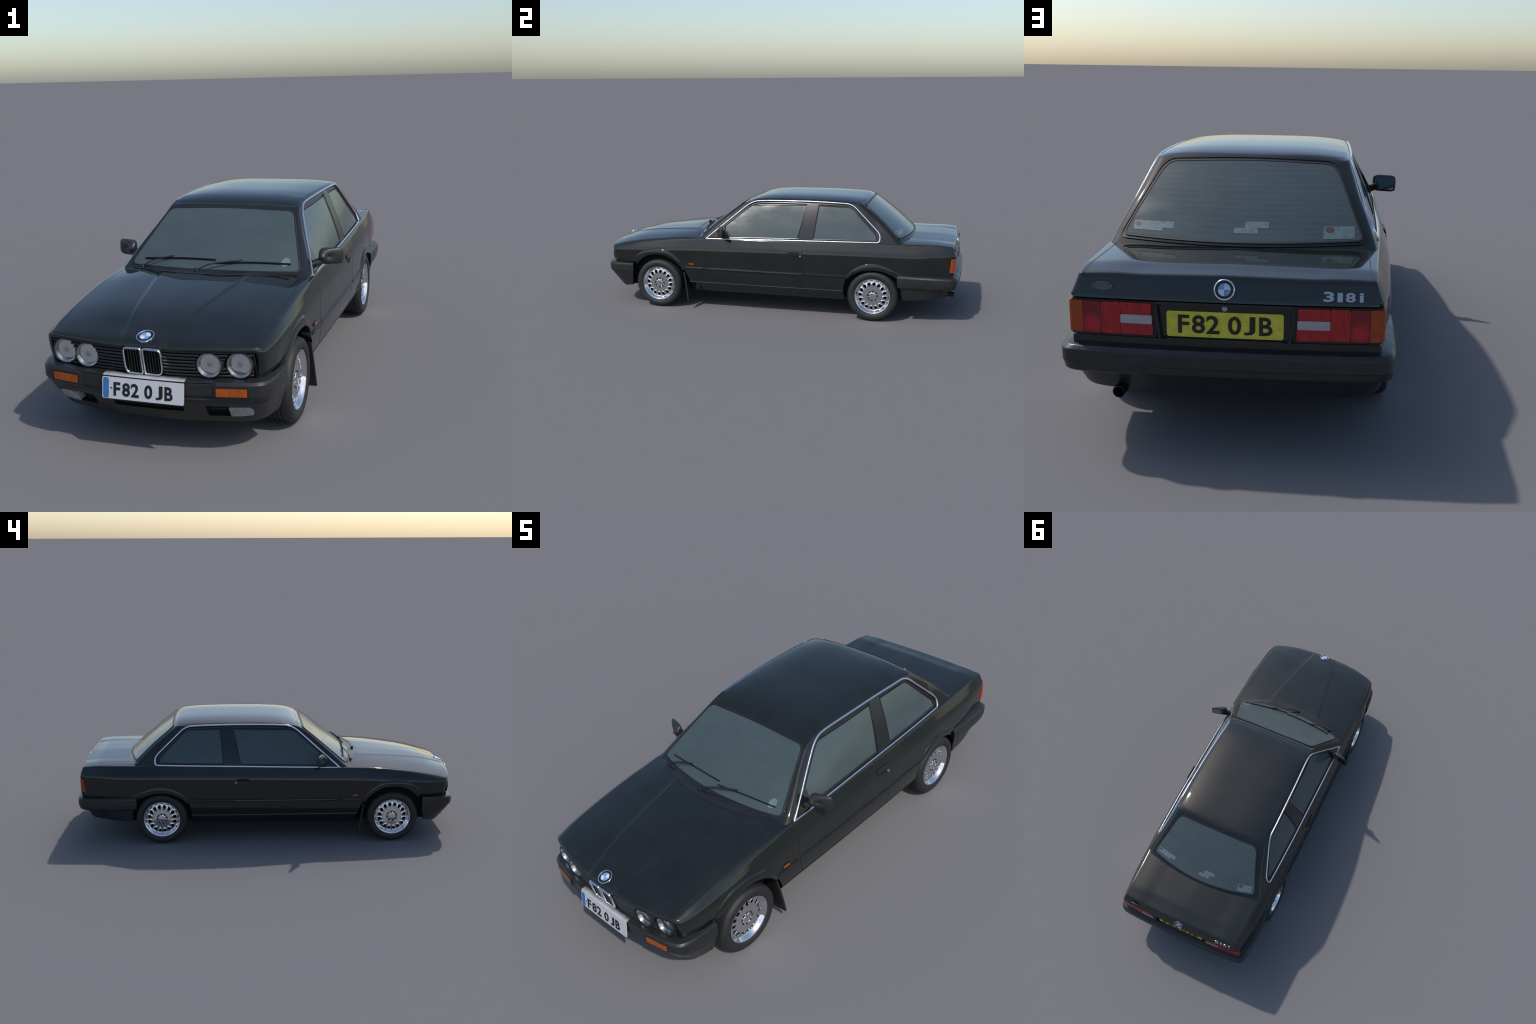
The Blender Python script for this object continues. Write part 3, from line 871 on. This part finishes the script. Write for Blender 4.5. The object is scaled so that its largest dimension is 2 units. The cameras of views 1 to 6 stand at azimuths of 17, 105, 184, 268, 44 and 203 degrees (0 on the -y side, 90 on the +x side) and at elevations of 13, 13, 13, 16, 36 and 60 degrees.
def headlamp(x, z, r):
    p, n = nose(x, z)
    H = Parts(); y0 = p.y+.003
    prof = [(.024, r+.001), (.001, r+.001), (-.001, r-.0002), (-.001, r-.0016), (.001, r-.0024)]
    H.grid(lathe(prof, 48, 'y'), close_m=True)
    me = H.make("headlamp", PLASTIC); me.location = (x, y0, z)
    B = Parts(); B.grid(lathe([(.001, r-.0022), (.003, r-.0030), (.0035, r-.0042), (.006, r-.0052), (.0065, r-.0064), (.009, r-.0075)], 48, 'y'), close_m=True)
    B.make("headlamp_bowl", REFLECTOR, me)
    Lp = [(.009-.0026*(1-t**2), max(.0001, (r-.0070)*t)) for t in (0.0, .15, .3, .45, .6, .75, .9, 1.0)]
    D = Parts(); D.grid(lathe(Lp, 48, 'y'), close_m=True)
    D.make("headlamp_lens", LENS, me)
    return me
for s in (1, -1):
    headlamp(.188*s, .279, .0375); headlamp(.2705*s, .2785, .0385)

# little badge on the grille
def glyphs(name, chars, mat, thick, parent, place, bold=0.0):
    """Lettering, each character fitted into its own box: (character, u0, u1, v0, v1)."""
    V = []; F = []
    for ch, u0, u1, v0, v1 in chars:
        cu = bpy.data.curves.new(name, 'FONT'); cu.body = ch; cu.extrude = 0.05; cu.offset = bold; cu.resolution_u = 3
        ob = bpy.data.objects.new(name+"_source", cu); bpy.context.collection.objects.link(ob)
        bpy.context.view_layer.update()
        me = bpy.data.meshes.new_from_object(ob.evaluated_get(bpy.context.evaluated_depsgraph_get()))
        bpy.data.objects.remove(ob)
        xs = [v.co.x for v in me.vertices]; ys = [v.co.y for v in me.vertices]
        x0, x1, y0, y1 = min(xs), max(xs), min(ys), max(ys); base = len(V)
        for v in me.vertices:
            V.append(place(lerp(u0, u1, (v.co.x-x0)/(x1-x0)), lerp(v0, v1, (v.co.y-y0)/(y1-y0)), thick if v.co.z > 0 else 0.0))
        F += [tuple(base+i for i in p.vertices) for p in me.polygons]
        bpy.data.meshes.remove(me)
    return make(name, V, F, mat, parent, 30)

# front number plate (leans back slightly), added strip copying its texture bleed onto the bumper
def front_plate(u, w):
    y = -.9975+(w/.031)*.004+ .03*u*u
    return Vector((u, y, .2005+w)), Vector((0, -1, .13)).normalized()
FP = patch("number_plate", rect(-.125, -.031, .125, .031, .002), front_plate, 0, WHITE, .004, 6, 16)
patch("plate_band", rect(-.122, -.029, -.104, .029, .002), front_plate, .0006, BLUE, .002, 4, 4, FP)
def plate_chars(starts, w, v0, v1): return [(c, u, u+w*(.86 if c in "FJ" else 1), v0, v1) for c, u in zip("F820JB", starts)]
glyphs("plate_lettering", plate_chars((-.089, -.062, -.035, .0065, .041, .068), .0245, -.0215, .0175), INK, .0008, FP,
       lambda u, w, t: front_plate(u, w)[0]+Vector((0, -t-.0002, 0)), bold=.028)
patch("plate_dash", rect(-.0985, -.002, -.0935, .002, .0008), front_plate, .0008, INK, .001, 3, 3, FP)
def strip(x, t):
    a, b = Vector((x, -.9945+.20*x*x, .2360)), Vector((x, -.968+.52*x*x, .2415))
    return a.lerp(b, t), Vector((0, -.3, 1)).normalized()
patch("plate_bleed_strip", [(-.124, 0), (.126, 0), (.124, .85), (-.122, .85)], strip, .0012, PLATEBLEED, .002, 5, 16)

# front indicators in the bumper
def front_face(x, z):
    cn = catmull([(a, b, 0) for a, b in front_N], 6)
    for p, q in zip(cn[:-1], cn[1:]):
        if p.x <= x <= q.x: y = lerp(p.y, q.y, (x-p.x)/(q.x-p.x)); break
    return Vector((x, y, z)), Vector((.18, -.98, 0)).normalized()
for s in (1, -1):
    I = patch("indicator_housing", rect(.208, .1935, .304, .2245, .003), front_face, .0008, DARK, .004, 6, 12, mirror=s < 0)
    patch("indicator_lens", rect(.213, .197, .299, .2205, .003), front_face, .0022, AMBER, .004, 6, 12, I, mirror=s < 0)

# ---------------------------------------------------------------- tail: lamps, plate, badges
end = [(p[0], p[1]) for p in section(Y1)]
end = [(x*.994, .27+(z-.27)*.994) for x, z in end+[(-x, z) for x, z in reversed(end)]]
boot_cut = lambda a, b: [(clamp(x, a, b), z) for x, z in clip_rows(end, .3535, .5)]
patch("boot_face", boot_cut(-.3085, .3085), tail, .0005, PAINT, .006, 14, 30)
patch("rear_corner", boot_cut(.3085, .4), tail, .0005, PAINT, .006, 14, 6)
patch("rear_corner", boot_cut(-.4, -.3085), tail, .0005, PAINT, .006, 14, 6)
patch("rear_panel", clip_rows(end, .23, .3535), tail, .0003, PAINT, .006, 24, 30)
def tail_at(x, z):
    p, n = tail(x, z); return Vector((x, rear_y(x, .345)+.0105-.05*max(0, .30-z), z)), Vector((0, 1, 0))
def tail_deep(x, z):
    return Vector((x, rear_y(x, .30), z)), Vector((0, 1, 0))
LAMP_Z0, LAMP_Z1 = .2765, .3475
for s in (1, -1):
    H = patch("tail_lamp_housing", rect(.146, .271, .3355, .351, .004), tail_at, .002, RUBBER, .016, 8, 14, mirror=s < 0)
    z0, z1 = LAMP_Z0, LAMP_Z1; zm = .302; zh = .3215
    patch("tail_lamp_red", rect(.154, z0, .2245, zm-.0005, .002), tail_at, .005, RED, .005, 5, 8, H, mirror=s < 0)
    patch("tail_lamp_red", rect(.157, zh+.0005, .2245, z1, .002), tail_at, .005, RED, .005, 5, 8, H, mirror=s < 0)
    patch("reversing_lamp", rect(.1555, zm, .2245, zh, .002), tail_at, .0065, REVERSE, .006, 5, 8, H, mirror=s < 0)
    patch("tail_lamp_red", rect(.225, z0, .2670, z1, .002), tail_at, .005, RED, .005, 6, 6, H, mirror=s < 0)
    patch("tail_lamp_dark_red", rect(.2675, z0, .3085, z1, .002), tail_at, .005, REDGLOW, .005, 6, 6, H, mirror=s < 0)
    # amber end wraps round the corner onto the side
    G = []
    for k in range(9):
        z = lerp(z0, z1, k/8); p, n = tail_at(.309, z)
        p2, n2 = side_hit(.945+ .006*(k/8), z)
        xo = p2.x+.0025
        pts = [p+n*.005, tail_at(.325, z)[0]+Vector((0, .0045, 0)), Vector((.3385, tail_at(.333, z)[0].y+.0035, z)), Vector((xo+.001, .962, z)), Vector((xo, .9465+.006*(k/8), z)), Vector((xo-.008, .9465+.006*(k/8), z))]
        r = fillet([tuple(q) for q in pts], [0, .004, .010, .004, .0015, 0], 4, 2)
        G.append([Vector((q.x*s, q.y, q.z)) for q in r])
    A = Parts(); A.grid(G); A.cap(G[0]); A.cap(G[-1]); A.make("tail_lamp_amber", AMBERREAR, H, 40)

# number plate recess and plate
PL = patch("plate_recess", flat2([(-.144,.2625),(.144,.2625),(.152,.352),(-.152,.352)], [.006]*4), tail_deep, .0015, PAINT, .004, 8, 20)
ring_path = flat2([(-.140,.2665),(.140,.2665),(.149,.349),(-.149,.349)], [.006]*4, 5, 8)
outline_strip("plate_recess_frame", ring_path, tail_deep, bar(.008, .0135), TRIM, PL)
patch("lower_rear_panel", rect(-.334, .248, .334, .2695, .003), tail_at, .0015, PAINT, .014, 5, 30)
RP = patch("number_plate", rect(-.126, .2735, .126, .3305, .003), tail_deep, .0045, YELLOW, .004, 6, 16)
glyphs("plate_lettering", plate_chars((-.101, -.071, -.040, .007, .041, .074), .0285, -.0205, .0205), INK, .0008, RP,
       lambda u, w, t: tail_deep(-u, .3025+w)[0]+Vector((0, .0049+t, 0)), bold=.02)
patch("boot_lock", ellipse(0, .3395, .006, .006, 20), tail_deep, .0065, BADGE, .006, 8, 8, PL)
glyphs("model_badge", [("3", -.043, -.021, -.0095, .0105), ("1", -.014, -.003, -.0095, .0085), ("8", .003, .024, -.0095, .009), ("i", .032, .041, -.0095, .009)], BADGE, .003, CAR,
       lambda u, w, t: tail(-(u+.252), .3745+w)[0]+Vector((0, .0006+t, 0)), bold=.03)
patch("faded_mark", ellipse(.264, .381, .0235, .0095), tail_at, .0008, FADED, .001, 8, 10)
def roundel(center, normal, up, r):
    n = normal.normalized(); x = up.cross(n).normalized(); u = n.cross(x).normalized()
    M = Matrix((x, u, n)).transposed().to_4x4(); M.translation = center
    def tr(P): P.v = [M @ Vector(p) for p in P.v]; return P
    A = Parts(); A.grid(lathe([(-.002, r), (.0022, r), (.003, r*.96), (.003, r*.88), (.0015, r*.85)], 40, 'z'), close_m=True)
    ob = tr(A).make("emblem", CHROME)
    B = Parts(); B.grid(lathe([(.0016, r*.86), (.0020, r*.58)], 40, 'z'), close_m=True); tr(B).make("emblem_ring", INK, ob)
    for q in range(4):
        C = Parts(); G = []
        for rr in (0.0002, r*.3, r*.6):
            G.append([(rr*math.cos(a), rr*math.sin(a), .0026-.0006*(rr/(r*.6))**2) for a in [math.pi/2*(q+k/8) for k in range(9)]])
        C.grid(G); tr(C).make("emblem_quadrant", BADGEBLUE if q % 2 else BADGEWHITE, ob)
    return ob
pe, ne = top_hit(0.001, -.958)
roundel(Vector((0, pe.y, pe.z-.0010)), Vector((0, -.34, .94)), Vector((0, .9, .4)), .0265)
pe, ne = tail(0, .382)
roundel(pe+ne*.0005, ne, Vector((0, 0, 1)), .0225)

# stickers
for nm, poly, sf, mt in (("window_sticker", rect(.195,.444,.272,.463), backlight, STICKER), ("window_sticker", rect(.168,.450,.195,.464), backlight, STICKER),
                 ("window_sticker", rect(-.274,.437,-.198,.462), backlight, STICKER), ("window_sticker", rect(-.066,.458,-.008,.471), backlight, STICKER),
                 ("window_sticker", rect(-.041,.447,.018,.458), backlight, STICKER),
                 ("sticker_mark", ellipse(-.213,.4555,.011,.006,16), backlight, STICKERRED), ("sticker_mark", ellipse(.262,.456,.008,.005,16), backlight, STICKERRED)):
    patch(nm, poly, sf, .0030 if nm == "window_sticker" else .0034, mt, .001, 5, 6, BW)
patch("tax_disc", ellipse(.254, .4395, .0145, .012), screen, .0032, STICKER, .001, 8, 8, WS)

# ---------------------------------------------------------------- side details
for s in (1, -1):
    m_ = s < 0
    patch("side_indicator_base", rect(-.467, .2495, -.424, .2625, .004), side_hit, .003, TRIM, .005, 5, 8, mirror=m_)
    patch("side_indicator", rect(-.460, .2515, -.430, .2605, .004), side_hit, .0055, AMBER, .004, 5, 8, mirror=m_)
    hd = patch("door_handle", flat2([(.097,.3505),(.180,.3515),(.180,.366),(.097,.366)], [.004]*4), side_hit, .004, TRIM, .006, 6, 10, mirror=m_)
    patch("handle_dark_patch", flat2([(.106,.3345),(.160,.3345),(.165,.350),(.101,.350)], [.007,.007,.003,.003]), side_hit, .0006, DARK, .002, 6, 8, hd, mirror=m_)  # dark patch laid on the door skin, nothing is hollowed out
    pth = []
    for y in (.108, .115, .135, .152, .159):
        p, n = side_hit(y, .339); pth.append(Vector(((p.x+(.004 if .11 < y < .155 else .001))*s, y, .3375)))
    sweep(pth, ring(.0025, .002, 8), [Vector((s, 0, 0))]*5).make("handle_grip", TRIM, hd)
    patch("door_lock", ellipse(.171, .332, .0052, .0052, 20), side_hit, .004, BADGE, .005, 8, 8, hd, mirror=m_)
    # mud flap behind the front wheel
    G = []
    for t, (z, y) in enumerate(((.205,-.492),(.16,-.484),(.10,-.474),(.046,-.467))):
        G.append([Vector((x*s, y+d, z)) for x, d in ((.295, -.004), (.340, -.004), (lerp(.367,.3795,t/3), -.003), (lerp(.368,.3805,t/3), .005), (.295, .005))])
    q = Parts(); q.grid(G, close_m=True); q.cap(G[0]); q.cap(G[-1]); q.make("mud_flap", RUBBER)

# door mirrors
def mirror_body(s):
    P = Parts(); G = []; n, m = 24, 28
    cx, cz, hx, hz = .3865, .4450, .0395, .0290
    for i in range(n+1):
        # sections along y from glass face (rear) to nose
        t = i/n
        G.append([])
        for k in range(m):
            a = 2*math.pi*k/m; c, d = math.cos(a), math.sin(a)
            ex = 2/lerp(5.0, 2.2, smooth(t/.8))
            ux = math.copysign(abs(c)**ex, c); uz = math.copysign(abs(d)**ex, d)
            sc = math.sqrt(max(0.0, 1-(max(0, t-.12)/.88)**2.4)) if t < 1 else 0.02
            if t < .06: sc *= lerp(.93, 1, t/.06)
            x = cx+ux*hx*sc-.014*t*t; z = cz+uz*hz*sc
            depth = lerp(.036, .024, clamp((x-(cx-hx))/(2*hx)))
            G[-1].append(Vector((x*s, -.2545+.010*ux-depth*t, z)))
    P.grid(G, close_m=True)
    P.cap(G[0]); P.fan(G[-1])
    M = P.make("door_mirror", MIRRORSHELL, CAR, 80)
    fl = flat2([(cx-.033,cz-.022),(cx+.033,cz-.022),(cx+.033,cz+.022),(cx-.033,cz+.022)], [.009]*4)
    patch("mirror_glass", fl, lambda x, z: (Vector((x, -.2545+.010*(x-cx)/hx, z)), Vector((0, 1, 0))), .0008, MIRRORGLASS, .002, 6, 8, M, mirror=s < 0)
    # arm and sail panel
    arm = [Vector((.368*s, -.262, .440)), Vector((.356*s, -.272, .431)), Vector((.343*s, -.283, .424)), Vector((.326*s, -.287, .420))]
    sweep(arm, ring(.016, .013, 12), [Vector((0, 0, 1))]*4).make("mirror_arm", PLASTIC, M)
    sail = flat2([(-.345,.4035),(-.262,.4075),(-.262,.476),(-.275,.472)], [.002,.003,.004,.003])
    patch("mirror_base", sail, cabin_side, .004, PAINT, .005, 10, 8, M, mirror=s < 0)
for s in (1, -1): mirror_body(s)

# wipers
def on_screen(x, z, off=.007):
    p, n = screen(x, z); return p+n*off
def wiper(pivot, joint, b0, b1):
    arm = catmull([pivot, tuple(lerp(pivot[i], on_screen(*joint, .012)[i], .35)+(0, 0, .010)[i] for i in range(3)), on_screen(*joint, .012)], 6)
    W = sweep(arm, ring(.0035, .0025, 8)).make("wiper_arm", RUBBER)
    bl = [on_screen(lerp(b0[0], b1[0], k/10), lerp(b0[1], b1[1], k/10)+.004*math.sin(math.pi*k/10), .006) for k in range(11)]
    sweep(bl, ring(.0022, .0045, 8), [screen(p.x, p.z)[1] for p in bl]).make("wiper_blade", RUBBER, W)
    q = Parts(); q.grid(lathe([(-.01, .007), (.004, .007), (.007, .005), (.008, .0005)], 16, 'z'), close_m=True)
    o = q.make("wiper_pivot", RUBBER, W); o.location = pivot
wiper((-.034, -.470, .423), (.110, .440), (.02, .434), (.272, .433))
wiper((-.250, -.432, .416), (-.140, .443), (-.255, .432), (.015, .442))
# cowl strip below the windscreen
G = []
for k in range(41):
    x = lerp(-.318, .318, k/40); row = []
    for t in range(7):
        z = .414; y = cabin_front(x, .414)
        yy = y-.050*(1-abs(x/.33)**3)+(.052*(1-abs(x/.33)**3)+.004)*t/6
        try: h = top_hit(x if abs(x) > 1e-4 else 1e-4, yy)[0].z
        except Exception: h = .41
        row.append(Vector((x, yy, h+.0012+(.0012*math.sin(t*1.6) if 0 < t < 6 else 0))))
    G.append(row)
P = Parts(); P.grid(G)
P.make("cowl_panel", TRIM)

# exhaust
P = Parts()
P.grid(lathe([(-.20, .012), (.0, .0135), (.012, .0138), (.0125, .0125), (-.05, .0118), (-.06, .0005)], 28, 'y'), close_m=True)
ex = P.make("exhaust_pipe", STEEL); ex.location = (.236, .957, .1385); ex.rotation_euler = (math.radians(-4), 0, math.radians(-6))
# dark block standing in for the rear apron's towing slot, no opening cut
P = Parts(); P.box((-.205, .945, .161), (-.155, .9625, .170)); P.make("towing_slot_block", DARK, RB)

# ---------------------------------------------------------------- wheels
def wheel_meshes():
    R = .1335
    prof = [(-.078, .088), (-.084, .093), (-.0895, .106), (-.0890, .120), (-.084, .1285), (-.076, .1322)]
    tread = []
    x = -.074
    for gx in (-.055, -.040, -.025):
        tread += [(gx-.003, R), (gx-.0025, R-.0035), (gx+.0025, R-.0035), (gx+.003, R)]
    prof += [(-.074, R-.0005)]+tread+[(-.008, R-.0003), (-.004, .1318), (.0035, .1275), (.0075, .121), (.0085, .113), (.0075, .106), (.0048, .099), (.002, .0955), (-.004, .093)]
    T = Parts(); T.grid(lathe(prof, 96), close_m=True)
    tyre = mesh_data("tyre", T.v, T.f, TYRE, 40, True)
    # rim: lip, dish, slotted face, hub
    W = Parts(); n = 96
    W.grid(lathe([(-.004, .0925), (.0015, .0945), (.0035, .0940), (.0035, .0918), (.0018, .0900), (-.0040, .0862), (-.0085, .0828), (-.0115, .0805), (-.0128, .0790), (-.0130, .0775)], n), close_m=True)
    slots = 16
    def face_x(r): return curve([(.0, -.007), (.03, -.0075), (.05, -.0085), (.058, -.0093), (.07, -.0112), (.0775, -.0130)])(r)
    r0, r1 = .048, .0775
    for q in range(slots):
        a0 = 2*math.pi*q/slots; da = 2*math.pi/slots
        # outer loop of the sector (angular, radial) and the slot's rim, matched by direction
        outer = []; inner = []
        k_side, k_end = 6, 6
        pts = [(-.5+ i/k_end, 0) for i in range(k_end)]+[(.5, i/k_side) for i in range(k_side)]+[(.5-i/k_end, 1) for i in range(k_end)]+[(-.5, 1-i/k_side) for i in range(k_side)]
        rows = [[], [], [], [], []]
        for u, v in pts:
            a = a0+u*da; r = lerp(r0, r1, v)
            rows[0].append(Vector((face_x(r), r*math.cos(a), r*math.sin(a))))
            th = math.atan2((v-.5)*2, u*2)
            for ri, (sc, dx) in enumerate(((1.10, .0018), (.96, .0024), (.86, -.002), (.74, -.018))):
                wv = .345*math.sin(th)*sc; wu = .31*math.cos(th)*sc
                # slot is wider near the rim
                rr = lerp(r0, r1, .56+wv); aa = a0+wu*da*(1+.25*math.sin(th))
                rows[ri+1].append(Vector((face_x(rr)+dx, rr*math.cos(aa), rr*math.sin(aa))))
        W.grid(rows, close_m=True)
    W.grid(lathe([(face_x(.048), .048), (face_x(.040), .040), (face_x(.032), .032), (-.0075, .0275), (-.011, .0265), (-.014, .022)], n), close_m=True)
    rim = mesh_data("rim", W.v, W.f, ALLOY, 45, True)
    # dark disc and barrel closing the rim behind the slots
    K = Parts(); K.grid(lathe([(-.030, .0915), (-.030, .02), (-.030, .0005)], 48), close_m=True)
    K.grid(lathe([(-.005, .0925), (-.030, .0915), (-.08, .0900)], 48), close_m=True)
    disc = mesh_data("rim_backing", K.v, K.f, DARK, 40, True)
    # hub cap with eight lobes
    Hc = Parts(); G = []
    for ax, rr, lob in ((-.017, .0215, .0), (-.009, .0215, .0030), (-.0065, .0200, .0026), (-.0055, .0175, .0006), (-.0050, .015, 0), (-.0044, .008, 0), (-.0042, .0003, 0)):
        row = []
        for k in range(96):
            a = 2*math.pi*k/96; r = rr+lob*math.cos(8*a)
            row.append(Vector((ax, r*math.cos(a), r*math.sin(a))))
        G.append(row)
    Hc.grid(G, close_m=True)
    cap_ = mesh_data("hub_cap", Hc.v, Hc.f, ALLOY, 40, True)
    Q = Parts()  # dark discs set on the hub face in place of bolt openings
    for k in range(8):
        a = 2*math.pi*(k+.5)/8
        g = lathe([(-.0068, .0001), (-.0068, .0034), (-.013, .0036)], 14)
        Q.grid([[Vector((p[0], p[1]+.0262*math.cos(a), p[2]+.0262*math.sin(a))) for p in r] for r in g], close_m=True)
    bolt_spots = mesh_data("bolt_spot", Q.v, Q.f, DARK, 40, True)
    return tyre, rim, disc, cap_, bolt_spots
MESHES = wheel_meshes()
for hub in (FRONT_HUB, REAR_HUB):
    for s in (1, -1):
        w = bpy.data.objects.new("wheel", None); link(w)
        w.location = (.3625*s, hub, HUB_Z)
        w.rotation_euler = (random.uniform(0, 6.28) if False else (0.3 if s > 0 else -0.2), 0, 0 if s > 0 else math.pi)
        for me in MESHES: link(bpy.data.objects.new(me.name.split(".")[0], me), w)

for me in (BODY, CABIN): bpy.data.meshes.remove(me)
